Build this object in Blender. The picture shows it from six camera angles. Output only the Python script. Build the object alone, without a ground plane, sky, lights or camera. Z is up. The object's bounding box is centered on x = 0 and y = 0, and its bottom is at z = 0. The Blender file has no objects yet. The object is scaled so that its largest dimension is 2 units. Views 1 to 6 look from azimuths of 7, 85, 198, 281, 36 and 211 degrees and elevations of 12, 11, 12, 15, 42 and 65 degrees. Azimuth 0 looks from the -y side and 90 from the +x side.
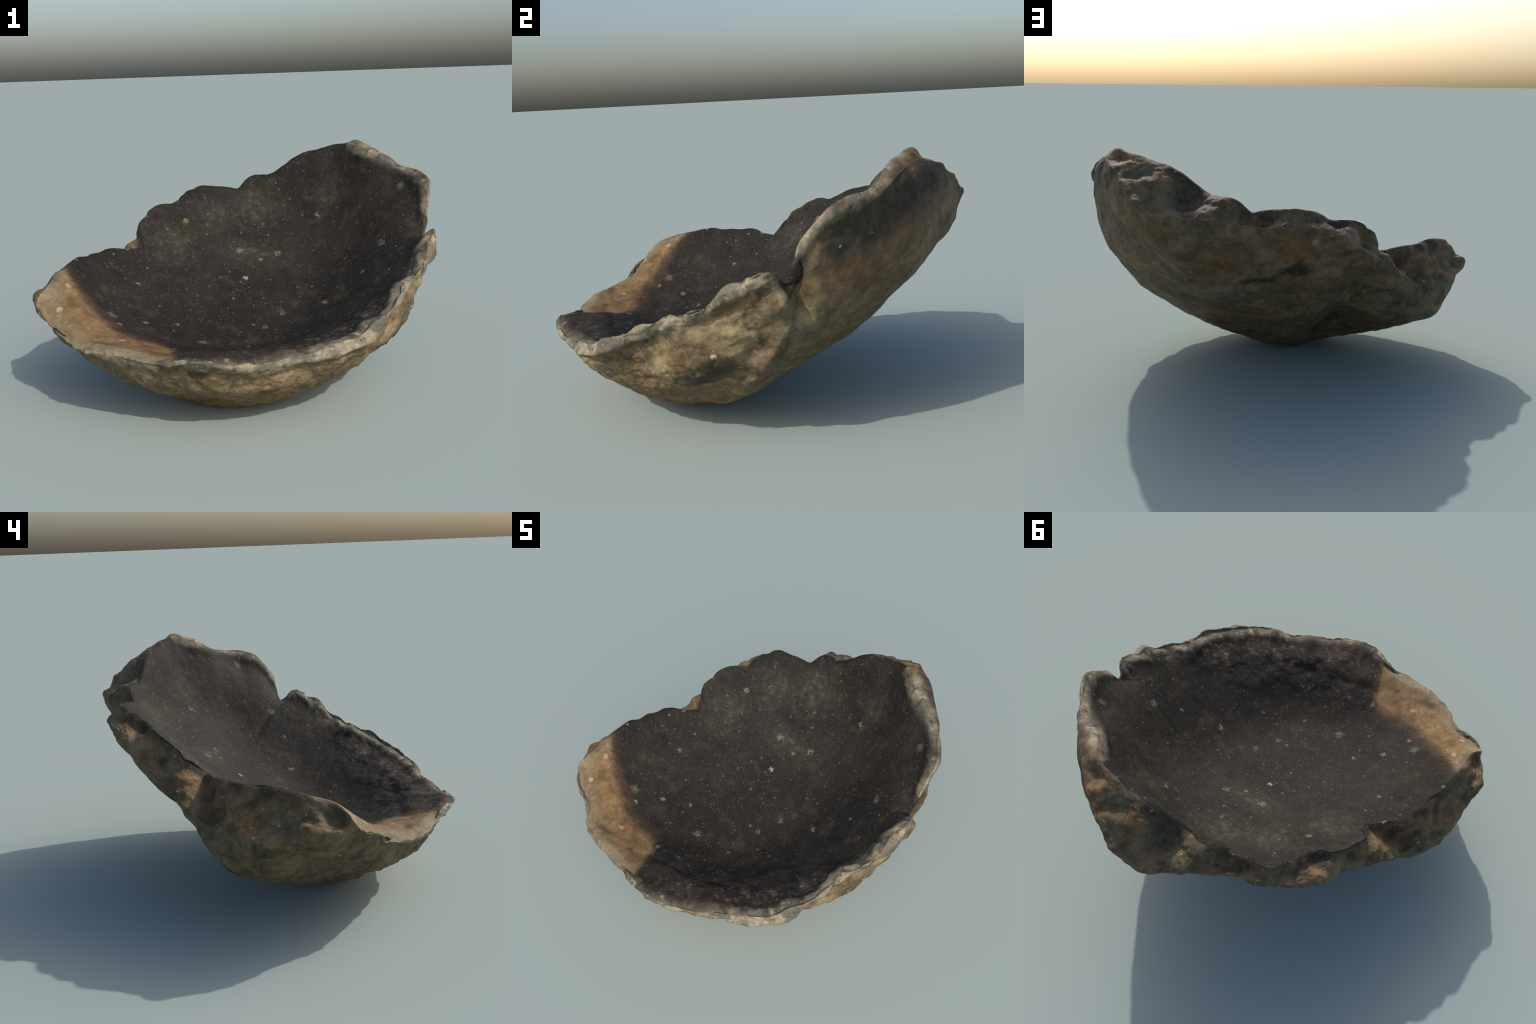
"""A weathered fragment of a hand-built clay vessel.

The shell is described section by section around a vertical axis: a measured
inner surface, the crest of the wall, the outer edge of the wall, the belly and
the base.  Chips, thumb dents, grooves and clay grain are then pushed into the
one closed skin, which is finally split into its parts (interior, worn lip,
broken edge, outer wall) with shared normals, so that no seam shows.
"""
import bpy
import math
import random
import numpy as np
from mathutils import Vector, noise

random.seed(7)
AXIS = (0.0, -0.08)            # plan position of the section axis

# inner (sooted) surface: points that the smooth sheet passes through
INNER_POINTS = [
    (-0.181, -0.804, 0.404), (-0.08, -0.82, 0.413), (0.05, -0.8, 0.418), (0.2, -0.79, 0.416), (-0.708, -0.652, 0.461),
    (-0.483, -0.668, 0.423), (0.33, -0.745, 0.425), (0.472, -0.688, 0.438), (-0.808, -0.563, 0.539), (-0.261, -0.645, 0.374),
    (-0.108, -0.616, 0.355), (0.034, -0.65, 0.359), (0.477, -0.567, 0.445), (0.557, -0.605, 0.463), (-0.547, -0.478, 0.442),
    (-0.365, -0.538, 0.378), (0.622, -0.472, 0.489), (-0.807, -0.42, 0.618), (-0.792, -0.378, 0.622), (-0.594, -0.424, 0.47),
    (-0.162, -0.389, 0.318), (-0.023, -0.366, 0.3), (-0.005, -0.399, 0.296), (-0.676, -0.283, 0.54), (-0.455, -0.349, 0.411),
    (-0.329, -0.271, 0.378), (0.022, -0.313, 0.306), (0.15, -0.305, 0.303), (-0.687, -0.225, 0.569), (-0.113, -0.16, 0.38),
    (0.117, -0.185, 0.334), (0.634, -0.19, 0.516), (-0.751, -0.103, 0.655), (-0.554, -0.06, 0.532), (-0.382, -0.089, 0.461),
    (0.206, -0.066, 0.373), (0.424, -0.06, 0.429), (-0.705, -0.032, 0.633), (0.021, 0.026, 0.434), (0.19, 0.011, 0.421),
    (0.265, -0.02, 0.404), (0.59, -0.025, 0.537), (0.851, 0.026, 0.74), (-0.011, 0.144, 0.511), (0.702, 0.102, 0.703),
    (0.496, 0.168, 0.57), (0.547, 0.17, 0.6), (0.838, 0.184, 0.876), (-0.606, 0.285, 0.781), (-0.567, 0.304, 0.777),
    (-0.521, 0.257, 0.713), (-0.056, 0.302, 0.626), (0.15, 0.313, 0.608), (0.612, 0.332, 0.781), (0.752, 0.345, 0.954),
    (0.834, 0.324, 0.965), (-0.424, 0.437, 0.836), (-0.378, 0.396, 0.783), (-0.34, 0.37, 0.743), (-0.311, 0.386, 0.746),
    (0.213, 0.419, 0.684), (0.362, 0.433, 0.721), (0.406, 0.379, 0.685), (0.54, 0.401, 0.79), (-0.357, 0.521, 0.875),
    (-0.211, 0.522, 0.813), (-0.11, 0.521, 0.786), (-0.034, 0.492, 0.758), (0.062, 0.495, 0.745), (0.215, 0.533, 0.779),
    (0.235, 0.486, 0.74), (0.374, 0.503, 0.794), (0.68, 0.451, 1.035), (0.75, 0.454, 1.057), (-0.244, 0.634, 0.922),
    (-0.242, 0.615, 0.894), (0.029, 0.57, 0.8), (0.172, 0.591, 0.835), (0.252, 0.575, 0.828), (0.327, 0.605, 0.928),
    (0.457, 0.559, 0.933), (0.462, 0.622, 1.072), (0.521, 0.627, 1.143), (0.031, 0.697, 0.971), (0.033, 0.683, 0.939),
    (0.106, 0.654, 0.897), (0.118, 0.695, 1.016), (0.127, 0.663, 0.925), (0.15, 0.677, 0.966), (0.234, 0.685, 1.057),
    (0.239, 0.663, 1.008), (0.369, 0.678, 1.132),
]

CREST = [
    (-0.94, -0.546, 0.566), (-0.899, -0.492, 0.622), (-0.879, -0.448, 0.645), (-0.886, -0.39, 0.662), (-0.888, -0.357, 0.668),
    (-0.877, -0.316, 0.675), (-0.868, -0.287, 0.68), (-0.863, -0.249, 0.687), (-0.85, -0.219, 0.693), (-0.854, -0.184, 0.699),
    (-0.846, -0.154, 0.702), (-0.819, -0.122, 0.696), (-0.805, -0.084, 0.692), (-0.798, -0.035, 0.693), (-0.768, 0.002, 0.691),
    (-0.751, 0.053, 0.693), (-0.73, 0.073, 0.694), (-0.688, 0.106, 0.689), (-0.655, 0.132, 0.683), (-0.582, 0.175, 0.679),
    (-0.587, 0.195, 0.697), (-0.602, 0.223, 0.727), (-0.616, 0.242, 0.749), (-0.633, 0.267, 0.759), (-0.627, 0.289, 0.799),
    (-0.614, 0.318, 0.814), (-0.598, 0.342, 0.826), (-0.592, 0.37, 0.847), (-0.58, 0.4, 0.861), (-0.553, 0.427, 0.877),
    (-0.527, 0.455, 0.88), (-0.497, 0.461, 0.879), (-0.452, 0.472, 0.874), (-0.422, 0.495, 0.883), (-0.433, 0.533, 0.896),
    (-0.408, 0.559, 0.917), (-0.396, 0.588, 0.928), (-0.362, 0.606, 0.937), (-0.353, 0.645, 0.944), (-0.33, 0.659, 0.949),
    (-0.301, 0.674, 0.95), (-0.26, 0.671, 0.948), (-0.23, 0.675, 0.948), (-0.203, 0.682, 0.947), (-0.155, 0.679, 0.938),
    (-0.126, 0.682, 0.932), (-0.101, 0.677, 0.927), (-0.09, 0.69, 0.942), (-0.07, 0.702, 0.965), (-0.039, 0.72, 0.989),
    (-0.016, 0.732, 0.997), (0.028, 0.73, 1.001), (0.071, 0.712, 0.999), (0.108, 0.708, 1.022), (0.147, 0.71, 1.047),
    (0.175, 0.712, 1.066), (0.206, 0.715, 1.09), (0.233, 0.717, 1.106), (0.286, 0.713, 1.127), (0.346, 0.706, 1.143),
    (0.404, 0.701, 1.158), (0.449, 0.687, 1.174), (0.53, 0.668, 1.185), (0.587, 0.648, 1.191), (0.615, 0.604, 1.173),
    (0.643, 0.563, 1.151), (0.69, 0.52, 1.132), (0.748, 0.485, 1.108), (0.818, 0.443, 1.074), (0.883, 0.39, 1.065),
    (0.93, 0.315, 1.048), (0.965, 0.25, 1.02), (0.975, 0.2, 0.985), (0.966, 0.16, 0.946), (0.958, 0.126, 0.9),
    (0.952, 0.112, 0.85), (0.942, 0.092, 0.785), (0.934, 0.072, 0.750), (0.946, 0.036, 0.760), (0.970, 0.004, 0.788),
    (0.985, -0.026, 0.803), (0.972, -0.07, 0.787), (0.938, -0.105, 0.754), (0.935, -0.174, 0.726), (0.904, -0.252, 0.645),
    (0.882, -0.303, 0.629), (0.828, -0.349, 0.614), (0.795, -0.385, 0.598), (0.787, -0.469, 0.575), (0.764, -0.527, 0.55),
    (0.716, -0.593, 0.518), (0.66, -0.64, 0.493), (0.629, -0.685, 0.471), (0.576, -0.739, 0.463), (0.514, -0.762, 0.448),
    (0.443, -0.798, 0.436), (0.384, -0.806, 0.416), (0.333, -0.825, 0.411), (0.291, -0.854, 0.408), (0.24, -0.875, 0.396),
    (0.151, -0.905, 0.394), (0.07, -0.935, 0.402), (0, -0.946, 0.414), (-0.06, -0.95, 0.42), (-0.12, -0.954, 0.42),
    (-0.187, -0.932, 0.398), (-0.214, -0.914, 0.387), (-0.28, -0.886, 0.386), (-0.387, -0.871, 0.409), (-0.48, -0.845, 0.417),
    (-0.56, -0.822, 0.418), (-0.62, -0.792, 0.414), (-0.73, -0.701, 0.424), (-0.785, -0.65, 0.436), (-0.84, -0.614, 0.48),
    (-0.888, -0.58, 0.52),
]

OUTER_SECTIONS = [
    (0.978, 0.712, 0.864, 0.594, 0.06), (0.996, 0.824, 0.928, 0.661, 0.07), (1.025, 1.014, 0.979, 0.65, 0.09),
    (1.015, 1.145, 1.028, 0.65, 0.1), (1.059, 1.109, 1.008, 0.6, 0.08), (1.09, 0.924, 0.912, 0.47, 0.055),
    (0.946, 0.902, 0.812, 0.43, 0.05), (0.868, 0.858, 0.703, 0.455, 0.055), (0.876, 0.849, 0.724, 0.428, 0.055),
    (0.83, 0.752, 0.623, 0.299, 0.045), (0.805, 0.623, 0.564, 0.242, 0.042), (0.875, 0.533, 0.847, 0.384, 0.06),
    (0.964, 0.509, 0.904, 0.583, 0.075), (1.027, 0.545, 0.806, 0.538, 0.055), (1.029, 0.52, 0.817, 0.506, 0.042),
    (0.885, 0.399, 0.728, 0.467, 0.036), (0.87, 0.35, 0.678, 0.415, 0.034), (0.838, 0.414, 0.711, 0.386, 0.032),
    (0.878, 0.402, 0.696, 0.399, 0.034), (0.829, 0.379, 0.671, 0.421, 0.036), (0.844, 0.386, 0.659, 0.439, 0.038),
    (0.908, 0.422, 0.689, 0.458, 0.04), (0.836, 0.517, 0.737, 0.506, 0.046), (0.889, 0.623, 0.812, 0.57, 0.055),
]
BASE_HEIGHT = 0.004
BASE_SHIFT = (-0.02, -0.20)     # plan offset of the foot from the section axis

# dents (negative) and knobs (positive): centre, radius, depth
DENTS_OUTER = [
    # thumb dents under the lip
    (0.056, -0.880, 0.285, 0.075, -0.018), (0.334, -0.780, 0.300, 0.075, -0.020), (0.728, -0.490, 0.410, 0.080, -0.014),
    (0.540, -0.660, 0.350, 0.070, -0.020), (-0.190, -0.880, 0.300, 0.070, -0.016), (0.890, -0.240, 0.570, 0.070, -0.014),
    (-0.368, -0.840, 0.320, 0.070, -0.012), (0.930, -0.060, 0.640, 0.060, -0.012),
    # clay knob beside the gash
    (0.962, 0.045, 0.685, 0.050, 0.030), (0.972, 0.175, 0.860, 0.034, 0.014), (0.968, 0.190, 0.795, 0.034, 0.016), (0.962, 0.205, 0.730, 0.036, 0.014), (0.955, -0.030, 0.730, 0.030, -0.016),
    # hollows, ledges and knobs of the break
    (0.180, 0.800, 0.990, 0.085, -0.055), (0.200, 0.765, 1.045, 0.055, -0.040), (0.285, 0.810, 1.040, 0.050, 0.024),
    (0.055, 0.880, 0.935, 0.050, 0.026), (0.000, 0.760, 0.985, 0.050, 0.034), (-0.150, 0.735, 0.900, 0.080, -0.026),
    (-0.270, 0.760, 0.860, 0.060, 0.024), (-0.390, 0.640, 0.840, 0.050, -0.026), (-0.500, 0.580, 0.835, 0.055, 0.036), (-0.410, 0.655, 0.800, 0.050, 0.014),
    (-0.590, 0.400, 0.790, 0.055, -0.030), (-0.545, 0.480, 0.800, 0.045, 0.020), (-0.640, 0.320, 0.700, 0.050, -0.024), (-0.677, 0.256, 0.641, 0.055, 0.032),
    (-0.725, 0.140, 0.640, 0.055, -0.046), (-0.740, 0.225, 0.560, 0.050, 0.026), (-0.830, 0.110, 0.555, 0.070, -0.056), (-0.875, 0.118, 0.478, 0.030, -0.034),
    (-0.850, 0.020, 0.620, 0.045, 0.022), (-0.900, -0.060, 0.560, 0.060, 0.016), (-0.905, -0.170, 0.600, 0.050, -0.018), (-0.960, -0.230, 0.560, 0.050, -0.014),
    (-0.975, -0.350, 0.560, 0.040, 0.006), (-0.925, -0.460, 0.580, 0.050, -0.020), (-0.905, 0.045, 0.390, 0.025, -0.016), (-0.971, -0.265, 0.475, 0.016, -0.016),
    (-0.947, -0.295, 0.456, 0.016, -0.012), (-0.982, -0.190, 0.493, 0.014, -0.012), (0.400, 0.800, 1.090, 0.045, -0.016), (0.480, 0.760, 1.120, 0.045, 0.016),
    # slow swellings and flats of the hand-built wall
    (0.710, 0.210, 0.410, 0.110, 0.020), (0.600, 0.350, 0.440, 0.110, 0.018), (0.460, 0.490, 0.470, 0.100, 0.012), (0.290, 0.760, 0.615, 0.080, -0.016),
    (0.286, 0.836, 0.690, 0.080, -0.026), (0.470, 0.850, 0.910, 0.070, 0.022), (0.600, 0.757, 1.050, 0.070, 0.020), (-0.235, 0.660, 0.700, 0.080, 0.024),
    (-0.045, 0.786, 0.750, 0.060, -0.020), (-0.420, 0.200, 0.400, 0.080, 0.014), (-0.283, 0.113, 0.275, 0.080, 0.024), (-0.154, 0.386, 0.378, 0.080, -0.008),
    (-0.846, 0.040, 0.338, 0.070, 0.015), (-0.932, -0.068, 0.381, 0.060, -0.016), (-0.904, 0.040, 0.530, 0.050, -0.018), (-0.999, -0.357, 0.543, 0.050, 0.012),
    (0.508, 0.847, 1.097, 0.045, -0.020), (0.894, -0.010, 0.495, 0.080, -0.014), (-0.733, -0.368, 0.296, 0.100, 0.018), (-0.800, -0.570, 0.402, 0.070, 0.016),
    (-0.917, -0.090, 0.567, 0.050, -0.018), (-0.367, -0.824, 0.349, 0.080, 0.010), (0.770, -0.480, 0.540, 0.050, 0.014), (0.753, -0.294, 0.333, 0.090, 0.018),
    (0.696, -0.476, 0.472, 0.070, 0.024), (0.980, 0.010, 0.712, 0.050, -0.018), (0.588, -0.721, 0.383, 0.070, -0.022), (0.202, 0.940, 0.920, 0.060, 0.016),
    # belly
    (-0.510, 0.229, 0.419, 0.060, -0.012), (0.473, 0.468, 0.413, 0.028, -0.022), (0.006, 0.790, 0.683, 0.120, 0.012),
    (-0.550, 0.180, 0.300, 0.110, 0.030), (-0.620, 0.000, 0.180, 0.120, 0.030), (-0.180, 0.260, 0.250, 0.090, -0.016), (-0.140, 0.620, 0.620, 0.100, 0.028), (0.400, 0.640, 0.500, 0.130, -0.018),
    (-0.880, 0.060, 0.365, 0.080, -0.018), (-0.950, -0.100, 0.370, 0.070, -0.018), (-0.950, -0.400, 0.490, 0.080, 0.026), (-0.840, -0.420, 0.390, 0.090, 0.024),
    (0.930, -0.030, 0.530, 0.090, -0.020), (0.890, -0.180, 0.540, 0.080, -0.016), (0.850, 0.500, 0.850, 0.200, -0.014), (-0.012, 0.367, 0.304, 0.025, -0.012),
]
# hollows pressed into the inner side: finger scallops of the shelf, rim hollow
DENTS_INNER = [
    (0.830, -0.236, 0.640, 0.060, -0.014), (0.700, -0.500, 0.515, 0.095, -0.016), (0.545, -0.690, 0.455, 0.080, -0.014),
    (0.347, -0.750, 0.410, 0.085, -0.014), (0.120, -0.840, 0.402, 0.085, -0.012), (-0.090, -0.860, 0.405, 0.070, -0.008),
    (0.620, -0.585, 0.480, 0.035, 0.007), (0.778, -0.370, 0.585, 0.038, 0.005), (0.235, -0.800, 0.402, 0.035, 0.012), (0.450, -0.730, 0.430, 0.030, 0.008),
    (0.144, -0.709, 0.382, 0.020, -0.016), (0.300, -0.640, 0.390, 0.022, -0.012), (-0.060, -0.700, 0.375, 0.030, -0.010),
    (0.834, 0.345, 0.970, 0.032, 0.010), 
    (-0.345, -0.765, 0.392, 0.014, 0.009), (-0.378, 0.396, 0.783, 0.018, 0.005), (-0.552, -0.740, 0.420, 0.030, -0.006),
]
# grooves: polyline, radius, depth
GROOVES_INNER = [
    ([(-0.22, -0.700, 0.38), (0.05, -0.694, 0.374), (0.33, -0.610, 0.40), (0.53, -0.440, 0.44), (0.66, -0.260, 0.46)], 0.034, -0.006),
    ([(0.530, 0.180, 0.59), (0.547, 0.160, 0.60), (0.702, 0.100, 0.703), (0.851, 0.036, 0.74), (0.96, 0.09, 0.76)], 0.016, -0.007),
]
GROOVES_OUTER = [
    ([(0.955, 0.088, 0.79), (0.968, 0.112, 0.73), (0.966, 0.130, 0.67), (0.955, 0.140, 0.60)], 0.038, -0.066),
    ([(-0.344, 0.613, 0.67), (-0.220, 0.580, 0.620), (-0.031, 0.663, 0.557), (0.180, 0.680, 0.560)], 0.022, -0.015),
    ([(-0.700, 0.230, 0.600), (-0.600, 0.400, 0.690), (-0.460, 0.591, 0.706), (-0.344, 0.640, 0.690)], 0.022, -0.008),
    ([(-0.081, 0.129, 0.207), (0.077, 0.375, 0.244), (0.250, 0.350, 0.240)], 0.022, -0.008),
]

# ------------------------------------------------------------------ shape

class Sheet:
    """Thin-plate sheet z(x, y) through scattered points."""

    def __init__(self, pts, stiff):
        p = np.array(pts, float)
        self.xy, n = p[:, :2], len(p)
        k = self.kernel(np.linalg.norm(self.xy[:, None] - self.xy[None], axis=-1)) + stiff * np.eye(n)
        flat = np.c_[np.ones(n), self.xy]
        a = np.block([[k, flat], [flat.T, np.zeros((3, 3))]])
        s = np.linalg.solve(a, np.r_[p[:, 2], 0, 0, 0])
        self.w, self.c = s[:n], s[n:]

    @staticmethod
    def kernel(d):
        return d * d * np.log(d + 1e-9)

    def __call__(self, x, y):
        q = np.stack([np.ravel(x), np.ravel(y)], -1)
        out = self.c[0] + q @ self.c[1:]
        for xy, w in zip(self.xy, self.w):
            out += w * self.kernel(np.hypot(q[:, 0] - xy[0], q[:, 1] - xy[1]))
        return out.reshape(np.shape(x))


def around(theta, angle, value):
    o = np.argsort(angle)
    a, v = angle[o], value[o]
    return np.interp(theta, np.r_[a[-1] - 360, a, a[0] + 360], np.r_[v[-1], v, v[0]])


def ring_spline(theta, v):
    n = len(v)
    x = theta / 360 * n
    i = np.floor(x).astype(int)
    f = x - i
    a, b, c, d = v[(i - 1) % n], v[i % n], v[(i + 1) % n], v[(i + 2) % n]
    return b + .5 * f * (c - a + f * (2 * a - 5 * b + 4 * c - d + f * (3 * (b - c) + d - a)))


def ring_blur(v, sigma_steps):
    k = np.arange(-int(3 * sigma_steps) - 1, int(3 * sigma_steps) + 2)
    w = np.exp(-.5 * (k / sigma_steps) ** 2)
    w /= w.sum()
    return sum(wi * np.roll(v, ki, axis=-1) for wi, ki in zip(w, k))


def smooth01(x, a, b):
    t = np.clip((x - a) / (b - a), 0, 1)
    return t * t * (3 - 2 * t)


crest = np.array(CREST)
crest_angle = np.degrees(np.arctan2(crest[:, 1] - AXIS[1], crest[:, 0] - AXIS[0])) % 360
crest_radius = np.hypot(crest[:, 0] - AXIS[0], crest[:, 1] - AXIS[1])

N_IN, N_EDGE, N_OUT = 170, 60, 190
# steps around the wall, closer together at the gash and at the stepped break
density = np.ones(3600)
fine_angle = np.arange(3600) * .1
for at, width, gain in ((5, 9, 3.0), (154, 9, 1.6), (100, 40, .5), (262, 8, 1.0)):
    away = (fine_angle - at + 180) % 360 - 180
    density += gain * np.exp(-(away / width) ** 2)
NT = 1000
theta = np.interp(np.arange(NT) / NT * density.sum(), np.r_[0, np.cumsum(density)], np.r_[fine_angle, 360])
r_crest = ring_blur(around(theta, crest_angle, crest_radius), 1.5)
z_crest = ring_blur(around(theta, crest_angle, crest[:, 2]), 1.5)
sections = np.array(OUTER_SECTIONS)
r_edge, z_edge, r_c1, r_c2, z_c3 = [ring_spline(theta, sections[:, k]) for k in range(5)]
cos_t, sin_t = np.cos(np.radians(theta)), np.sin(np.radians(theta))
dip = np.exp(-(((theta - 9.5 + 180) % 360 - 180) / 4.0) ** 2)      # the gash cuts the outer edge too
z_edge, r_edge = z_edge - .10 * dip, r_edge - .030 * dip
LIP_FROM, LIP_TO = 212.0, 409.0     # the worn lip runs from the west tip by the front to the peak
is_lip = ((theta > LIP_FROM) | (theta < LIP_TO - 360)).astype(float)
soft_lip = ring_blur(is_lip, 12)

# inner surface, from the axis out to the crest
sheet = Sheet(INNER_POINTS + [c for c in CREST[::2]], 1e-4)
rho = 1 - (1 - np.linspace(0, 1, N_IN)) ** 1.35
RI = rho[:, None] * r_crest[None]
XI, YI = AXIS[0] + RI * cos_t, AXIS[1] + RI * sin_t
ZI = sheet(XI, YI)
ZI += (z_crest - ZI[-1])[None] * smooth01(rho, .86, 1.0)[:, None]

# outer surface, from the crest by the outer edge down to the base
radii = [r_crest, r_edge, r_c1, r_c2, .55 * r_c2, 0 * r_crest]
nodes_z = [z_crest, z_edge, .62 * z_edge, .04 + .21 * z_edge, z_c3, BASE_HEIGHT + 0 * r_crest]
offset = (0, 0, .35, .75, 1, 1)
nodes_x = [AXIS[0] + o * BASE_SHIFT[0] + r * cos_t for o, r in zip(offset, radii)]
nodes_y = [AXIS[1] + o * BASE_SHIFT[1] + r * sin_t for o, r in zip(offset, radii)]


def through(nodes):
    rows = [nodes[0] + (nodes[1] - nodes[0]) * f for f in np.linspace(0, 1, N_EDGE, endpoint=False)]
    per = N_OUT // 4
    opposite = np.interp((theta + 180) % 360, np.r_[theta, 360], np.r_[nodes[-2], nodes[-2][0]])
    for i in range(1, len(nodes) - 1):
        b, c = nodes[i], nodes[i + 1]
        a = nodes[i - 1] if i > 1 else .5 * (2 * b - c) + .5 * nodes[0]
        d = nodes[i + 2] if i + 2 < len(nodes) else opposite
        for f in np.linspace(0, 1, per, endpoint=False):
            rows.append(b + .5 * f * (c - a + f * (2 * a - 5 * b + 4 * c - d + f * (3 * (b - c) + d - a))))
    rows.append(nodes[-1])
    return np.array(rows)


P = np.stack([np.vstack([i, through(o)[1:]]) for i, o in ((XI, nodes_x), (YI, nodes_y), (ZI, nodes_z))], -1)
NS = len(P)
i_crest, i_edge = N_IN - 1, N_IN - 1 + N_EDGE
row = np.arange(NS)[:, None, None]


def rounding(p, at, half, amount, times):
    """blunt the fold at one row, then push it out again so that the outline keeps its size"""
    w = np.clip(1 - np.abs(row - at) / half, 0, 1) * amount[None, :, None]
    before = p[at].copy()
    for _ in range(times):
        m = p.copy()
        m[1:-1] = .25 * p[:-2] + .5 * p[1:-1] + .25 * p[2:]
        p = p + w * (m - p)
    return p + (before - p[at])[None] * np.exp(-((row - at) / (half * .8)) ** 2) * .85


P = rounding(P, i_crest, 34, .90 - .10 * soft_lip, 60)
P = rounding(P, i_crest, 34, 1.0 - soft_lip, 110)
P = rounding(P, i_edge, 30, .30 + .70 * soft_lip, 60)
belly = np.clip((row - i_edge - 50) / 80, 0, 1)
for _ in range(110):
    m = P.copy()
    m[1:-1] = .25 * P[:-2] + .5 * P[1:-1] + .25 * P[2:]
    m = .5 * m + .25 * np.roll(m, 2, 1) + .25 * np.roll(m, -2, 1)
    P = P + belly * (m - P)


def skin_normals(p):
    du = np.gradient(p, axis=0)
    dv = np.roll(p, -1, 1) - np.roll(p, 1, 1)
    n = np.cross(dv, du)
    n[0] = n[1].mean(0)
    n[-1] = n[-2].mean(0)
    return n / (np.linalg.norm(n, axis=-1, keepdims=True) + 1e-12)


soft = P.copy()
for _ in range(14):
    soft[1:-1] = .25 * soft[:-2] + .5 * soft[1:-1] + .25 * soft[2:]
    soft = .25 * np.roll(soft, 1, 1) + .5 * soft + .25 * np.roll(soft, -1, 1)
N = skin_normals(soft)
if N[0, 0, 2] < 0:
    N = -N

s_index = np.arange(NS)
inner_w = 1 - smooth01(s_index, i_crest - 6, i_crest + 2)[:, None]
outer_w = 1 - inner_w
edge_w = (smooth01(s_index, i_crest - 4, i_crest + 3) * (1 - smooth01(s_index, i_edge - 4, i_edge + 26)))[:, None]

# the shelf stands above the bare tan floor along the line where its flange ends
shift = np.zeros((NS, NT))
a, b = np.array((-.262, -.640)), np.array((-.172, -.960))
axis = (b - a) / np.linalg.norm(b - a)
rel = P[..., :2] - a
along = (rel @ axis) / np.linalg.norm(b - a)
side = rel @ np.array((-axis[1], axis[0]))
side = -side                       # positive on the tan side (west)
step = -.012 * np.sin(np.pi * np.clip(along, 0, 1)) * smooth01(side, -.012, .012) * np.exp(-np.clip(side, 0, None) / .10)
shift += step * inner_w


reach = np.zeros((NS, NT))              # arc length outwards from the crest
reach[1:] = np.cumsum(np.linalg.norm(np.diff(P, axis=0), axis=-1), axis=0)
reach -= reach[i_crest]
from_crest = np.where(soft_lip[None] > .5, 1, smooth01(reach, .004, .070))
edge_w = edge_w * (.15 + .85 * from_crest)


wob = np.array([noise.noise_vector((x * 9, y * 9, z * 9)) for x, y, z in P.reshape(-1, 3)]).reshape(P.shape)
warped = P + wob * .022


def dent(shift, weight, centre, radius, depth):
    d = np.linalg.norm(warped - np.array(centre), axis=-1) / radius
    soft = np.exp(-d ** 2 * .9)
    if depth < 0 and radius > .045:            # scooped hollow with a readable rim
        soft = .35 * soft + .65 * np.clip(1 - (d / 1.25) ** 2, 0, 1)
    return shift + weight * depth * soft


def groove(shift, weight, line, radius, depth):
    best = np.full((NS, NT), 9.0)
    for p, q in zip(line[:-1], line[1:]):
        p, q = np.array(p), np.array(q)
        t = np.clip(((P - p) @ (q - p)) / ((q - p) @ (q - p)), 0, 1)
        best = np.minimum(best, np.linalg.norm(P - (p + t[..., None] * (q - p)), axis=-1))
    return shift + weight * depth * np.exp(-(best / radius) ** 2)


for x, y, z, r, h in DENTS_OUTER:
    shift = dent(shift, outer_w * from_crest, (x, y, z), r, h)
for x, y, z, r, h in DENTS_INNER:
    shift = dent(shift, inner_w, (x, y, z), r, h)
for line, r, h in GROOVES_OUTER:
    shift = groove(shift, outer_w, line, r, h)
for line, r, h in GROOVES_INNER:
    shift = groove(shift, inner_w, line, r, h)

# grain of the clay: broad unevenness, lumps on the break, wrinkles by the shelf
flat = P.reshape(-1, 3)


def fractal(scale, octaves, offset, stretch=(1, 1, 1)):
    sx, sy, sz = (scale * s for s in stretch)
    f = noise.fractal
    return np.array([f((x * sx + offset, y * sy - offset, z * sz), .9, 2.1, octaves) for x, y, z in flat]).reshape(NS, NT)


broad = fractal(5.0, 3, 3.1)
fine = fractal(21.0, 3, 11.7)
coarse = fractal(12.0, 4, 21.3)
x, y = P[..., 0], P[..., 1]
crease = np.exp(-((y + .70 - .55 * np.clip(x, 0, 1) ** 1.5) / .13) ** 2) * smooth01(x, -.30, -.15)
front = smooth01(-y, .1, .5)
folds = fractal(7.0, 3, 31.0, (.7, 1.3, 2.2))
shift += outer_w * folds * .012 * (smooth01(x, .1, .5) * smooth01(-y, -.15, .05) * smooth01(P[..., 2], .12, .28))
lip_rows = np.exp(-((s_index - i_crest - 8) / 16.0) ** 2)[:, None] * soft_lip[None]
shift += inner_w * (broad * .0035 + fine * (.0012 + .0022 * crease) + coarse * .006 * crease)
shift += outer_w * (broad * .0100 + coarse * (.0020 + .0075 * front) + fine * (.0016 + .0036 * front))
chips = np.array([noise.voronoi((x * 7 + .3 * y, y * 7, z * 8))[0][0] for x, y, z in flat]).reshape(NS, NT)
ridges = np.array([noise.ridged_multi_fractal((x * 5.5, y * 5.5, z * 7 + 4), .9, 2.1, 4, 1.0, 2.0) for x, y, z in flat]).reshape(NS, NT)
broken = edge_w * (1 - soft_lip)[None]
rough = fractal(11.0, 4, 5.5) * .013 + fractal(5.0, 2, 15.5) * .020 + (.42 - chips) * .022 + (ridges - 1.2) * .010
rough -= (rough * broken).sum() / broken.sum()
shift += broken * (np.clip(rough, -.016, .016) - .010)
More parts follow.
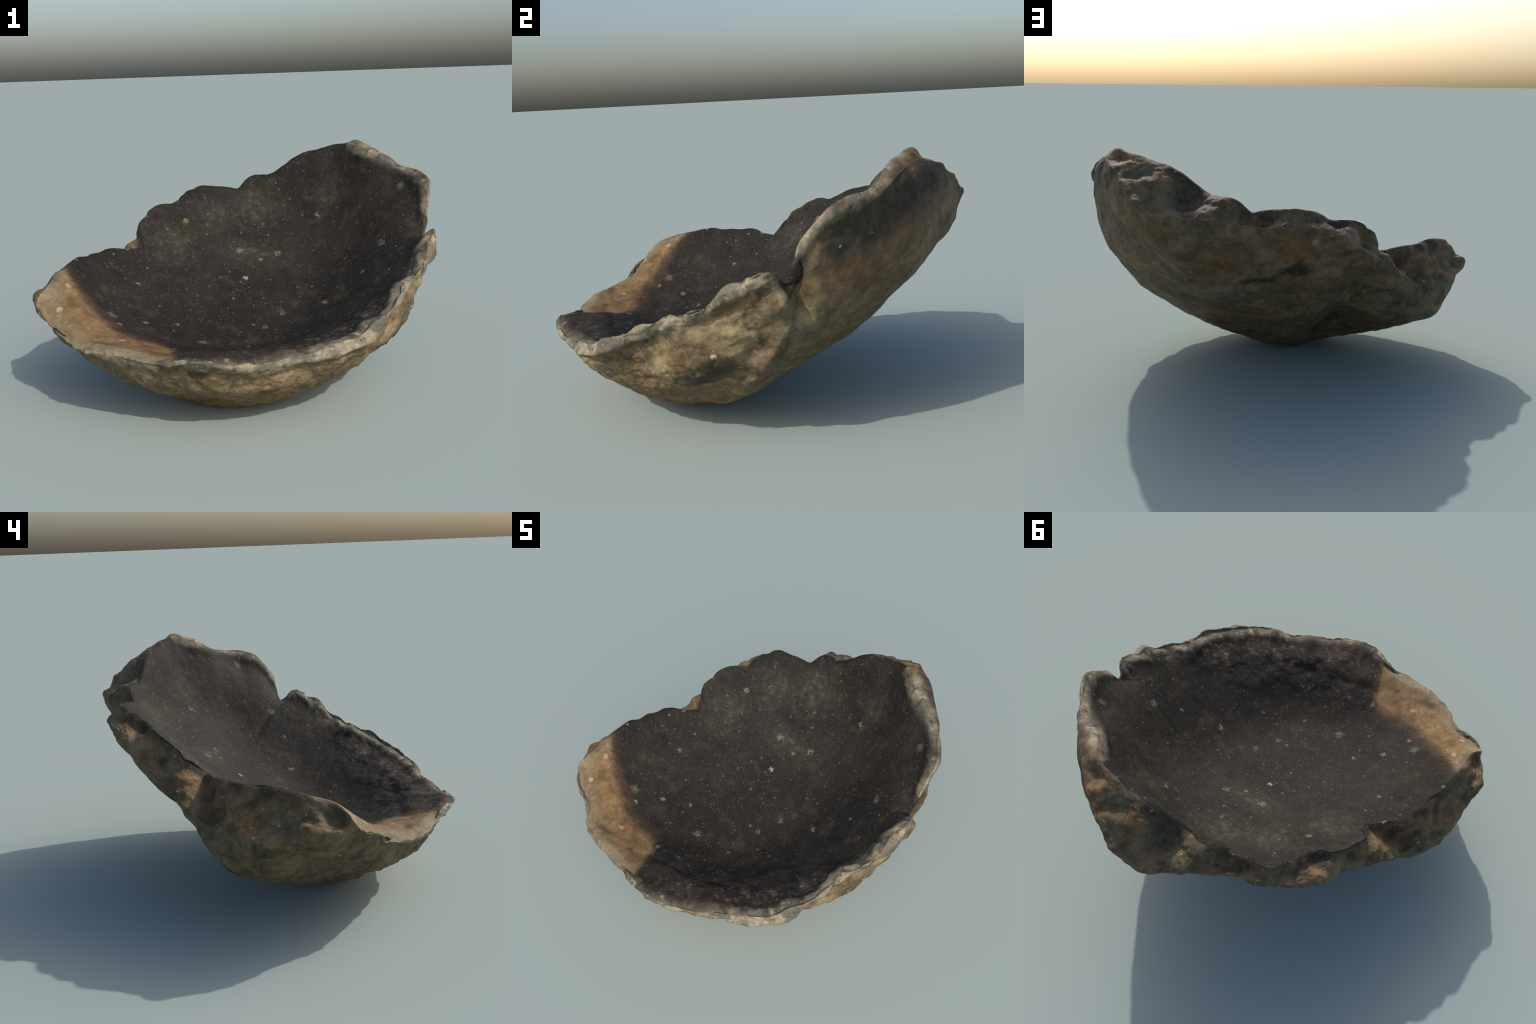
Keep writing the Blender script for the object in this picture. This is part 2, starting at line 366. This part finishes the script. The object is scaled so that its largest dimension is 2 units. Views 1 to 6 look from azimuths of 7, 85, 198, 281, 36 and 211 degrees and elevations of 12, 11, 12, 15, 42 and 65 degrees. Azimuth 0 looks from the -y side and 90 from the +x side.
shift += lip_rows * fractal(9.0, 3, 8.8) * .006
thin = np.exp(-(((theta - 245 + 180) % 360 - 180) / 32) ** 2)[None]       # the tan west edge is not rolled
roll = (.016 - .009 * smooth01(-P[..., 1], .5, .8)) * np.exp(-((reach - .030) / .030) ** 2) - .020 * np.exp(-((reach - .100) / .034) ** 2) * (1 - .9 * thin)
gash = ring_blur(np.abs((theta - 8.5 + 180) % 360 - 180) < 3.5, 12)
shift += roll * outer_w * soft_lip[None] * (1 - gash)[None] * (.55 + .9 * np.clip(fractal(4.0, 2, 2.2) + .5, 0, 1))
# finger-pressed lobes along the front and right lip
rim_step = np.linalg.norm(np.roll(P[i_crest], -1, 0) - P[i_crest], axis=-1)
along_rim = np.cumsum(rim_step)
lobe = np.cos(2 * np.pi * along_rim / .185 + 1.9 * np.sin(along_rim * 5.3) + .8)
lobe *= .65 + .45 * np.sin(along_rim * 3.1 + 1.0)
where = smooth01((theta - 255) % 360, 3, 18) * (1 - smooth01((theta - 255) % 360, 112, 122))
shift += (lobe * where)[None] * (.009 * np.exp(-((reach - .015) / .035) ** 2) - .006 * np.exp(-((reach - .085) / .030) ** 2))
shift -= (np.clip(lobe, 0, 1) * where)[None] * inner_w * .008 * np.exp(-((reach + .055) / .028) ** 2)
shoulder = np.exp(-((reach + .050) / .034) ** 2) * soft_lip[None] * (1 - gash)[None]
shift += inner_w * shoulder * .012
P = P + N * shift[..., None]

# rest on the ground
P[..., 2] = np.where(P[..., 2] < .004, .004 * np.exp(np.minimum(P[..., 2] - .004, 0) / .004), P[..., 2])
P[..., 2] -= P[..., 2].min() * np.exp(-np.clip(P[..., 2], 0, None) / .10)
P[0] = P[0].mean(0)
P[-1] = P[-1].mean(0)

# ------------------------------------------------------------------ one skin
ring = np.arange(NT)
verts = [tuple(P[0, 0])] + [tuple(v) for v in P[1:-1].reshape(-1, 3)] + [tuple(P[-1, 0])]
last = len(verts) - 1


def vid(s, t):
    return 1 + (s - 1) * NT + t % NT


faces, part_of = [], []
INTERIOR, LIP, BREAK, WALL = range(4)


def region(s, t):
    if s < i_crest:
        return INTERIOR
    if s < i_edge:
        return LIP if is_lip[t] else BREAK
    return WALL


for t in range(NT):
    faces.append((0, vid(1, t), vid(1, t + 1)))
    part_of.append(INTERIOR)
    for s in range(1, NS - 2):
        faces.append((vid(s, t), vid(s + 1, t), vid(s + 1, t + 1), vid(s, t + 1)))
        part_of.append(region(s, t))
    faces.append((vid(NS - 2, t), last, vid(NS - 2, t + 1)))
    part_of.append(WALL)

whole = bpy.data.meshes.new("whole_skin")
whole.from_pydata(verts, [], faces)
whole.update()
n_all = np.empty(len(verts) * 3)
whole.vertices.foreach_get("normal", n_all)
n_all = n_all.reshape(-1, 3)
centre_up = whole.polygons[0].normal.z
flip = centre_up < 0
if flip:
    n_all = -n_all
bpy.data.meshes.remove(whole)

# ------------------------------------------------------------------ materials

def lin(r, g, b):
    f = lambda c: c / 12.92 if c <= .04045 else ((c + .055) / 1.055) ** 2.4
    return (f(r / 255), f(g / 255), f(b / 255), 1)


class Nodes:
    """Small helper to write node trees as expressions."""

    def __init__(self, name):
        self.mat = bpy.data.materials.new(name)
        self.mat.use_nodes = True
        self.t = self.mat.node_tree
        self.bsdf = self.t.nodes["Principled BSDF"]
        self.pos = self.new("ShaderNodeTexCoord").outputs["Object"]

    def new(self, kind, **props):
        n = self.t.nodes.new(kind)
        for k, v in props.items():
            setattr(n, k, v)
        return n

    def put(self, socket, value):
        if isinstance(value, bpy.types.NodeSocket):
            self.t.links.new(value, socket)
        else:
            socket.default_value = value

    def math(self, op, a, b=0.0, c=0.0, clamp=False):
        n = self.new("ShaderNodeMath", operation=op, use_clamp=clamp)
        for s, v in zip(n.inputs, (a, b, c)):
            self.put(s, v)
        return n.outputs[0]

    def vmath(self, op, a, b=(0, 0, 0), scale=None):
        n = self.new("ShaderNodeVectorMath", operation=op)
        self.put(n.inputs[0], a)
        self.put(n.inputs[1], b)
        if scale is not None:
            self.put(n.inputs["Scale"], scale)
        return n.outputs["Value"] if op in ("LENGTH", "DISTANCE", "DOT_PRODUCT") else n.outputs[0]

    def step(self, x, a, b):
        """0 at a, 1 at b, smooth between."""
        n = self.new("ShaderNodeMapRange", interpolation_type="SMOOTHSTEP")
        flip_it = a > b
        lo, hi = (b, a) if flip_it else (a, b)
        for s, v in zip(n.inputs, (x, lo, hi, 1.0 if flip_it else 0.0, 0.0 if flip_it else 1.0)):
            self.put(s, v)
        return n.outputs[0]

    def noise(self, scale, detail=3.0, rough=.55, distort=0.0, vec=None):
        n = self.new("ShaderNodeTexNoise")
        self.put(n.inputs["Vector"], vec or self.pos)
        for k, v in (("Scale", scale), ("Detail", detail), ("Roughness", rough), ("Distortion", distort)):
            n.inputs[k].default_value = v
        return n.outputs["Fac"]

    def warp(self, scale, amount, seed=0.0):
        n = self.new("ShaderNodeTexNoise")
        v = self.vmath("ADD", self.pos, (seed, seed * .7, -seed))
        self.put(n.inputs["Vector"], v)
        n.inputs["Scale"].default_value = scale
        n.inputs["Detail"].default_value = 3
        off = self.vmath("SUBTRACT", n.outputs["Color"], (.5, .5, .5))
        off = self.vmath("SCALE", off, scale=amount)
        return self.vmath("ADD", self.pos, off)

    def mix(self, fac, a, b, blend="MIX"):
        n = self.new("ShaderNodeMix", data_type="RGBA", blend_type=blend)
        self.put(n.inputs[0], fac)
        self.put(n.inputs[6], a)
        self.put(n.inputs[7], b)
        return n.outputs[2]

    def blob(self, where, centre, radius, stretch=(1, 1, 1), edge=.45):
        d = self.vmath("SUBTRACT", where, centre)
        d = self.vmath("MULTIPLY", d, stretch)
        return self.step(self.vmath("LENGTH", d), radius * (1 + edge), radius * (1 - edge))

    def any_blob(self, where, items, edge=.45):
        out = None
        for it in items:
            b = self.blob(where, it[0], it[1], it[2] if len(it) > 2 else (1, 1, 1), edge)
            out = b if out is None else self.math("MAXIMUM", out, b)
        return out

    def grains(self, scale, threshold, size, vec=None):
        """sparse round inclusions: only cells whose random value passes the threshold"""
        n = self.new("ShaderNodeTexVoronoi")
        self.put(n.inputs["Vector"], vec or self.pos)
        n.inputs["Scale"].default_value = scale
        sep = self.new("ShaderNodeSeparateColor")
        self.put(sep.inputs[0], n.outputs["Color"])
        radius = self.math("MULTIPLY", self.math("SUBTRACT", sep.outputs[0], threshold), size / (1 - threshold))
        inside = self.math("SUBTRACT", radius, n.outputs["Distance"])
        return self.step(inside, 0.0, .05), sep.outputs[1]

    def both(self, a, b):
        return self.math("MULTIPLY", a, b)

    def curve(self, x, pts):
        n = self.new("ShaderNodeFloatCurve")
        c = n.mapping.curves[0]
        pts = sorted(pts)
        c.points[0].location = pts[0]
        c.points[1].location = pts[-1]
        for p in pts[1:-1]:
            c.points.new(*p)
        for p in c.points:
            p.handle_type = "VECTOR"
        n.mapping.update()
        self.put(n.inputs["Value"], x)
        return n.outputs[0]

    def section(self):
        """angle 0..1 round the axis, and the radius and height relative to the crest"""
        sep = self.new("ShaderNodeSeparateXYZ")
        self.put(sep.inputs[0], self.pos)
        x, y, z = sep.outputs
        dx, dy = self.math("SUBTRACT", x, AXIS[0]), self.math("SUBTRACT", y, AXIS[1])
        ang = self.math("DIVIDE", self.math("ARCTAN2", dy, dx), 2 * math.pi)
        ang = self.math("FRACT", self.math("ADD", ang, 1.0))
        rad = self.math("SQRT", self.math("ADD", self.both(dx, dx), self.both(dy, dy)))
        k = np.arange(0, 61) * 6.0
        rc = self.curve(ang, [(a / 360, v / 1.4) for a, v in zip(k, around(k % 360, crest_angle, crest_radius))])
        zc = self.curve(ang, [(a / 360, v / 1.4) for a, v in zip(k, around(k % 360, crest_angle, crest[:, 2]))])
        dr = self.math("MULTIPLY_ADD", rc, -1.4, rad)
        dz = self.math("MULTIPLY_ADD", zc, -1.4, z)
        gap = self.math("SQRT", self.math("ADD", self.both(dr, dr), self.both(dz, dz)))
        return x, y, z, ang, gap

    def mottle(self):
        """fine uneven tone of the clay, light and dark by about a quarter"""
        f = self.math("ADD", self.both(self.noise(24, 8, .72), .6), self.both(self.noise(7, 6, .65), .4))
        return self.mix(self.step(f, .36, .64), (.58, .58, .57, 1), (1.26, 1.24, 1.20, 1))

    def done(self, colour, rough, bump=None, strength=.25, distance=.004, spec=.25):
        self.put(self.bsdf.inputs["Base Color"], colour)
        self.put(self.bsdf.inputs["Roughness"], rough)
        self.bsdf.inputs["Specular IOR Level"].default_value = spec
        if bump is not None:
            b = self.new("ShaderNodeBump")
            b.inputs["Strength"].default_value = strength
            b.inputs["Distance"].default_value = distance
            self.put(b.inputs["Height"], bump)
            self.put(self.bsdf.inputs["Normal"], b.outputs[0])
        return self.mat


def lip_colour(n):
    """pale rubbed clay of the lip, with grey and dark stains"""
    c = n.mix(n.step(n.noise(9, 4), .40, .62), lin(138, 129, 109), lin(98, 94, 83))
    c = n.mix(n.step(n.noise(17, 4, .6), .56, .70), c, lin(64, 60, 54))
    c = n.mix(n.step(n.noise(30, 3), .58, .72), c, lin(160, 153, 136))
    return c


def tan_floor(n, x, y, gap):
    """bare tan zone in the west, orange inside and pale towards the edge"""
    inner = n.mix(n.step(n.noise(10, 4), .38, .66), lin(110, 88, 61), lin(126, 103, 74))
    inner = n.mix(n.step(n.noise(60, 3), .60, .75), inner, lin(96, 76, 54))
    pale = n.mix(n.step(n.noise(14, 4), .4, .65), lin(130, 117, 92), lin(112, 97, 75))
    wob = n.math("MULTIPLY_ADD", n.noise(12, 3), .12, gap)
    c = n.mix(n.step(wob, .20, .09), inner, pale)
    m, _ = n.grains(34, .90, .30, n.warp(40, .03))
    c = n.mix(n.both(m, .45), c, lin(164, 148, 118))
    pit, _ = n.grains(38, .92, .28, n.warp(40, .02))
    c = n.mix(n.both(pit, .75), c, lin(56, 44, 34))
    c = n.mix(n.both(n.step(n.noise(16, 5, .65, .5), .54, .70), .45), c, lin(84, 70, 52))
    return n.mix(1.0, c, n.mottle(), "MULTIPLY")


def interior_material():
    n = Nodes("sooted_clay")
    x, y, z, ang, gap = n.section()
    wide, mid = n.noise(3.2, 4), n.noise(11, 5, .6)
    c = n.mix(n.step(wide, .40, .62), lin(34, 32, 29), lin(42, 39, 35))
    c = n.mix(n.step(mid, .50, .72), c, lin(54, 49, 41))
    c = n.mix(n.step(n.noise(6.5, 3), .55, .72), c, lin(31, 29, 27))
    # yellowish and grey bloom on the upper wall and along a streak
    w = n.warp(9, .10)
    bloom = n.any_blob(w, [((.02, .56, .84), .13), ((.46, .55, .92), .09), ((-.20, .48, .80), .10), ((-.43, .26, .68), .12), ((.0, .30, .62), .07, (.5, 1, 1))], .8)
    c = n.mix(n.both(n.both(bloom, n.step(n.noise(26, 4, .65), .46, .66)), .55), c, lin(84, 79, 62))
    c = n.mix(n.both(bloom, .25), c, lin(66, 64, 55))
    brown = n.any_blob(w, [((-.64, -.28, .54), .11), ((-.74, -.34, .57), .09), ((.42, .40, .72), .16), ((.05, .22, .55), .10), ((.60, .30, .76), .16)], .8)
    c = n.mix(n.both(brown, .16), c, lin(66, 54, 43))
    shelf = n.both(n.step(y, -.66, -.76), n.step(x, -.35, -.15))
    c = n.mix(n.both(shelf, .45), c, lin(58, 49, 41))
    front = n.any_blob(w, [((.05, -.83, .40), .10, (.8, 1.4, 1)), ((.35, -.72, .41), .11), ((.55, -.66, .45), .10), ((.69, -.48, .51), .10)], .7)
    c = n.mix(n.both(front, n.step(n.noise(30, 4, .6), .50, .66)), c, lin(90, 77, 62))
    dust = n.noise(34, 6, .7, .3)
    c = n.mix(n.both(n.step(dust, .56, .76), .50), c, lin(84, 78, 66))
    c = n.mix(n.both(n.step(n.noise(19, 6, .7), .52, .74), .55), c, lin(30, 28, 26))
    # light inclusions, from dust to grains
    w2 = n.warp(38, .030)
    for scale, t, size, k in ((16, .93, .22, .45), (31, .88, .30, .50), (62, .86, .40, .45), (115, .86, .45, .40), (200, .80, .48, .30)):
        m, rnd = n.grains(scale, t, size, w2)
        tint = n.mix(rnd, lin(136, 128, 106), lin(98, 87, 72))
        c = n.mix(n.both(m, k), c, tint)
    # single marks that catch the eye
    w3 = n.warp(46, .050)
    flaky = n.step(n.noise(75, 4, .65), .34, .56)
    marks = [((-.378, .396, .783), .018, lin(146, 124, 98)), ((-.594, -.424, .470), .022, lin(112, 112, 98)), ((-.547, -.478, .442), .014, lin(150, 148, 130)),
             ((-.554, -.060, .532), .013, lin(140, 140, 128)), ((-.455, -.349, .411), .013, lin(142, 136, 106)), ((-.310, -.268, .376), .011, lin(142, 136, 112)),
             ((-.011, .144, .511), .012, lin(182, 184, 180)), ((.120, -.185, .334), .017, lin(98, 104, 100)), ((-.162, -.389, .318), .022, lin(120, 122, 118)),
             ((.206, -.066, .373), .013, lin(118, 112, 98)), ((.265, -.020, .404), .015, lin(90, 82, 72)), ((.424, -.060, .429), .013, lin(132, 124, 100)),
             ((-.056, .302, .626), .018, lin(130, 126, 108)), ((.150, .313, .608), .017, lin(136, 134, 100)), ((.374, .503, .794), .013, lin(132, 126, 100)),
             ((.062, .495, .745), .012, lin(116, 104, 94)), ((.720, .095, .703), .020, lin(112, 116, 110)), ((.622, -.472, .489), .020, lin(132, 116, 92)),
             ((.834, .324, .965), .022, lin(104, 100, 80)), ((-.705, -.032, .633), .013, lin(108, 86, 68)), ((-.657, .124, .678), .010, lin(150, 144, 130)),
             ((-.110, -.616, .355), .012, lin(120, 116, 104)), ((-.255, -.632, .374), .014, lin(126, 124, 110))]
    for where, r, col in marks:
        c = n.mix(n.both(n.both(n.blob(w3, where, r, (1, 1, .8), .45), flaky), .55), c, col)
    # bare tan zone: west of a wavering border, and beyond the end of the shelf
    border = n.curve(n.math("ADD", x, 1.0), [(0, .66), (.11, .655), (.147, .675), (.205, .604), (.254, .561), (.308, .523), (.356, .489), (.403, .461), (.466, .423), (.519, .400), (.60, .393), (.70, .372), (.745, .350), (1, .350)])
    n_b = n.math("MULTIPLY_ADD", n.noise(13, 6, .68), .17, n.math("SUBTRACT", n.math("SUBTRACT", border, 1.0), y))
    west = n.math("SUBTRACT", n.math("MULTIPLY_ADD", y, -.28, -.4430), x)
    tan_mask = n.both(n.step(n_b, .040, .120), n.step(n.math("MULTIPLY_ADD", n.noise(16, 6, .68), .09, west), .020, .070))
    tan = tan_floor(n, x, y, gap)
    dusk = n.both(n.step(n_b, -.02, .08), n.step(west, -.006, .010))
    c = n.mix(n.both(dusk, .35), c, lin(92, 72, 54))
    c = n.mix(tan_mask, c, tan)
    w4 = n.warp(30, .03)
    c = n.mix(n.blob(w4, (-.345, -.765, .392), .020, (1, 1, 1), .4), c, lin(92, 62, 46))
    for where, r in (((-.483, -.668, .423), .012), ((-.807, -.420, .618), .014), ((-.808, -.563, .539), .013)):
        c = n.mix(n.blob(w4, where, r, (1, 1, 1), .5), c, lin(148, 132, 104))
    c = n.mix(n.both(n.blob(w4, (-.552, -.740, .420), .030, (.5, 1.6, 1), .7), .6), c, lin(74, 62, 50))
    # pale lip reaching over the crest
    width = n.curve(ang, [(0, .045), (.03, .028), (.06, .026), (.09, .024), (.12, .034), (.142, .026), (.150, 0), (.58, 0), (.60, .012), (.70, .016), (.735, .014), (.78, .016), (.82, .026), (.86, .055), (.90, .045), (.94, .055), (.97, .07), (1, .065)])
    ragged = n.math("MULTIPLY_ADD", n.noise(11, 5, .65), -.11, n.math("ADD", width, .052))
    over = n.math("SUBTRACT", ragged, gap)
    c = n.mix(n.both(n.both(n.step(over, -.045, .030), n.step(width, .003, .012)), n.math("MULTIPLY_ADD", n.step(n.noise(15, 5, .65), .35, .6), .45, .5)), c, n.mix(1.0, lip_colour(n), n.mottle(), "MULTIPLY"))
    bump = n.math("ADD", n.noise(70, 4, .6), n.both(mid, 1.5))
    return n.done(c, n.math("MULTIPLY_ADD", mid, .2, .62), bump, .40, .004, .14)


def earth(n):
    c = n.mix(n.step(n.noise(3.5, 4), .38, .64), lin(106, 92, 68), lin(121, 104, 77))
    c = n.mix(n.step(n.noise(7.5, 4, .6, .4), .52, .68), c, lin(84, 74, 56))
    return c


def break_material():
    n = Nodes("broken_clay")
    x, y, z, ang, gap = n.section()
    c = earth(n)
    w = n.warp(9, .09)
    orange = n.any_blob(w, [((.30, .81, 1.05), .09, (1, 1, 1.3)), ((.06, .90, .92), .045, (.6, 1, 1.6)), ((-.50, .57, .84), .045), ((-.68, .26, .63), .06), ((-.985, -.36, .54), .04, (1, 1.5, .6)),
                            ((-.80, .05, .60), .07), ((-.90, -.08, .55), .09), ((.52, .74, 1.13), .07), ((-.935, -.44, .58), .04)], .6)
    c = n.mix(n.both(n.both(orange, n.step(n.noise(14, 5, .65), .36, .60)), .80), c, lin(128, 98, 67))
    rust = n.step(n.noise(5.2, 4, .6, .5), .56, .70)
    c = n.mix(n.both(rust, .75), c, lin(110, 83, 56))
    grey = n.any_blob(w, [((.19, .79, 1.0), .08), ((.42, .80, 1.10), .04), ((-.44, .62, .83), .03), ((.08, .86, .95), .03)], .6)
    c = n.mix(n.both(grey, .7), c, lin(98, 98, 84))
    # black core just under the sooted face
    band = n.curve(ang, [(0, 0), (.11, 0), (.15, .05), (.185, .06), (.20, .12), (.225, .14), (.24, .08), (.27, .12), (.33, .10), (.36, .14), (.40, .12), (.44, .11), (.48, .13), (.52, .10), (.555, .05), (.575, .03), (1, 0)])
    depth = n.math("MULTIPLY_ADD", n.noise(8, 5, .65, .3), .26, n.math("MULTIPLY_ADD", band, -.60, gap))
    c = n.mix(n.both(n.both(n.step(depth, .150, .050), n.step(band, .005, .03)), .85), c, lin(48, 46, 42))
    facet = n.blob(w, (-.925, -.46, .60), .055, (1, 1, 1), .5)
    c = n.mix(n.both(facet, .45), c, lin(66, 64, 55))
    for scale, t, size in ((14, .945, .26), (32, .92, .30), (75, .86, .36)):
        m, rnd = n.grains(scale, t, size, n.warp(25, .02))
        c = n.mix(n.both(m, .75), c, n.mix(rnd, lin(176, 170, 156), lin(140, 140, 132)))
    pit, _ = n.grains(26, .94, .30)
    c = n.mix(n.both(pit, .8), c, lin(40, 34, 28))
    c = n.mix(1.0, c, n.mottle(), "MULTIPLY")
    bump = n.math("ADD", n.noise(40, 5, .65), n.noise(14, 4))
    return n.done(c, .72, bump, .5, .006)


def skin_material(name):
    n = Nodes(name)
    x, y, z, ang, gap = n.section()
    c = earth(n)
    w = n.warp(8, .12)
    # buff patches in the dents below the lip, and a warm base
    front = n.both(n.step(y, .12, -.10), n.step(x, -.75, -.25))
    buff = n.step(n.noise(6, 5, .65, .6), .47, .62)
    c = n.mix(n.both(n.both(front, buff), .8), c, lin(130, 118, 94))
    spots = n.any_blob(w, [((.056, -.87, .28), .06), ((.334, -.77, .29), .065), ((.72, -.44, .38), .06), ((.91, -.12, .53), .09), ((.955, .08, .67), .05), ((.88, -.20, .60), .06, (1, .6, 1.6))], .6)
    c = n.mix(n.both(spots, .85), c, lin(146, 132, 102))
    warm = n.both(n.step(z, .34, .12), n.step(n.noise(6, 4), .36, .60))
    warm = n.both(warm, n.step(y, .30, -.10))
    c = n.mix(n.both(warm, .75), c, lin(118, 90, 58))
    green = n.both(n.step(n.noise(8, 4, .6), .52, .66), n.step(gap, .20, .06))
    c = n.mix(n.both(green, .75), c, lin(74, 71, 54))
    # rust flushes and grey bloom on the shaded side
    rust = n.any_blob(w, [((.006, .80, .683), .10, (1, 1, 1)), ((-.12, .78, .66), .08), ((-.35, .68, .74), .09), ((.27, .94, .89), .08), ((.90, .34, .79), .09), ((.82, .54, .94), .07), ((-.60, .35, .66), .05), ((.10, -.30, .03), .2)], .7)
    c = n.mix(n.both(rust, .75), c, lin(108, 80, 52))
    warmth = n.both(n.step(n.noise(4.2, 5, .6, .4), .46, .66), n.step(y, .0, .3))
    c = n.mix(n.both(warmth, .45), c, lin(112, 86, 58))
    grey = n.any_blob(w, [((-.77, .16, .41), .12), ((-.84, .09, .37), .08), ((.05, .60, .50), .09, (.6, 1, 1.5)), ((-.40, .64, .80), .03), ((.92, .34, .89), .06), ((-.74, -.30, .24), .07), ((.88, .12, .56), .10)], .7)
    c = n.mix(n.both(grey, .55), c, lin(108, 108, 92))
    # dark patches under the right lip, at the gash, on the front belly and on the back wall
    dark_patches = n.any_blob(w, [((.905, .39, .945), .105), ((.84, .49, .985), .11), ((.76, .58, 1.03), .11), ((.66, .69, 1.08), .12), ((.945, .27, .885), .09), ((.955, .135, .80), .05), ((.955, .12, .70), .045), ((.82, -.19, .37), .075), ((.74, -.28, .33), .06), ((.965, -.01, .76), .04), ((-.30, .60, .63), .06, (.6, 1, 2)), ((-.12, .63, .58), .06, (.6, 1, 2.4)), ((.959, .10, .74), .05)], .7)
    c = n.mix(n.both(dark_patches, .88), c, lin(44, 43, 40))
    streak = n.step(n.noise(11, 6, .7, .8), .50, .66)
    facing = n.math("MULTIPLY_ADD", n.step(y, .45, .05), .65, .35)
    c = n.mix(n.both(n.both(streak, facing), .60), c, lin(60, 55, 43))
    crumbs = n.both(n.step(n.noise(38, 6, .72), .54, .66), n.step(n.noise(5, 3), .40, .58))
    c = n.mix(n.both(n.both(crumbs, facing), .55), c, lin(50, 46, 38))
    light = n.step(n.noise(27, 6, .72, .3), .60, .72)
    c = n.mix(n.both(n.both(light, facing), .28), c, lin(150, 138, 112))
    for scale, t, size, k in ((14, .96, .20, .75), (32, .93, .26, .6), (80, .86, .34, .5)):
        m, rnd = n.grains(scale, t, size, n.warp(25, .02))
        c = n.mix(n.both(m, k), c, n.mix(rnd, lin(178, 168, 138), lin(134, 128, 112)))
    marks = [((.822, -.028, .394), .026, lin(166, 152, 118)), ((.850, -.218, .449), .013, lin(190, 180, 150)), ((.734, -.419, .374), .012, lin(186, 172, 130)),
             ((-.267, .728, .855), .012, lin(128, 128, 118)), ((-.41, .655, .80), .016, lin(132, 134, 124)), ((-.486, .632, .769), .010, lin(150, 148, 136))]
    w3 = n.warp(40, .02)
    for where, r, col in marks:
        c = n.mix(n.both(n.blob(w3, where, r, (1, 1, 1), .35), .9), c, col)
    pit, _ = n.grains(20, .94, .24)
    c = n.mix(n.both(pit, .7), c, lin(48, 42, 34))
    # rubbed pale lip: from the crest a little way down the outside
    width = n.curve(ang, [(0, .055), (.02, .05), (.05, .052), (.09, .042), (.125, .050), (.143, .04), (.150, 0), (.57, 0), (.60, .035), (.70, .045), (.80, .06), (.90, .06), (1, .055)])
    ragged = n.math("MULTIPLY_ADD", n.noise(10, 4, .6), -.070, n.math("ADD", width, .035))
    over = n.both(n.step(n.math("SUBTRACT", ragged, gap), -.020, .020), n.step(width, .004, .03))
    stain = n.any_blob(w, [((.62, .66, 1.17), .06), ((.97, .03, .79), .04), ((.78, .52, 1.09), .04)], .6)
    over = n.both(over, n.math("MULTIPLY_ADD", stain, -.7, 1.0))
    c = n.mix(over, c, lip_colour(n))
    c = n.mix(1.0, c, n.mottle(), "MULTIPLY")
    bump = n.math("ADD", n.noise(45, 5, .65), n.both(n.noise(15, 4), 1.4))
    return n.done(c, n.math("MULTIPLY_ADD", n.noise(18), .25, .52), bump, .45, .006)


MATERIALS = {INTERIOR: interior_material, LIP: lambda: skin_material("rubbed_clay"), BREAK: break_material, WALL: lambda: skin_material("earthy_clay")}
NAMES = {INTERIOR: "interior_surface", LIP: "worn_lip", BREAK: "broken_edge", WALL: "outer_wall"}

# ------------------------------------------------------------------ objects
root = bpy.data.objects.new("bowl_fragment", None)
bpy.context.scene.collection.objects.link(root)
root.empty_display_size = .3
root["label"] = "Tilted broken clay bowl fragment, sooty inside, buff worn rim"
root["category"] = "pottery fragment"

V = np.array(verts)
F3 = np.array(part_of)
for part, name in NAMES.items():
    chosen = [faces[i] for i in np.nonzero(F3 == part)[0]]
    if flip:
        chosen = [f[::-1] for f in chosen]
    used = sorted({v for f in chosen for v in f})
    new_id = {v: i for i, v in enumerate(used)}
    me = bpy.data.meshes.new(name)
    me.from_pydata([verts[v] for v in used], [], [tuple(new_id[v] for v in f) for f in chosen])
    me.update()
    me.polygons.foreach_set("use_smooth", [True] * len(me.polygons))
    me.normals_split_custom_set_from_vertices([tuple(n_all[v]) for v in used])
    me.materials.append(MATERIALS[part]())
    ob = bpy.data.objects.new(name, me)
    bpy.context.scene.collection.objects.link(ob)
    ob.parent = root
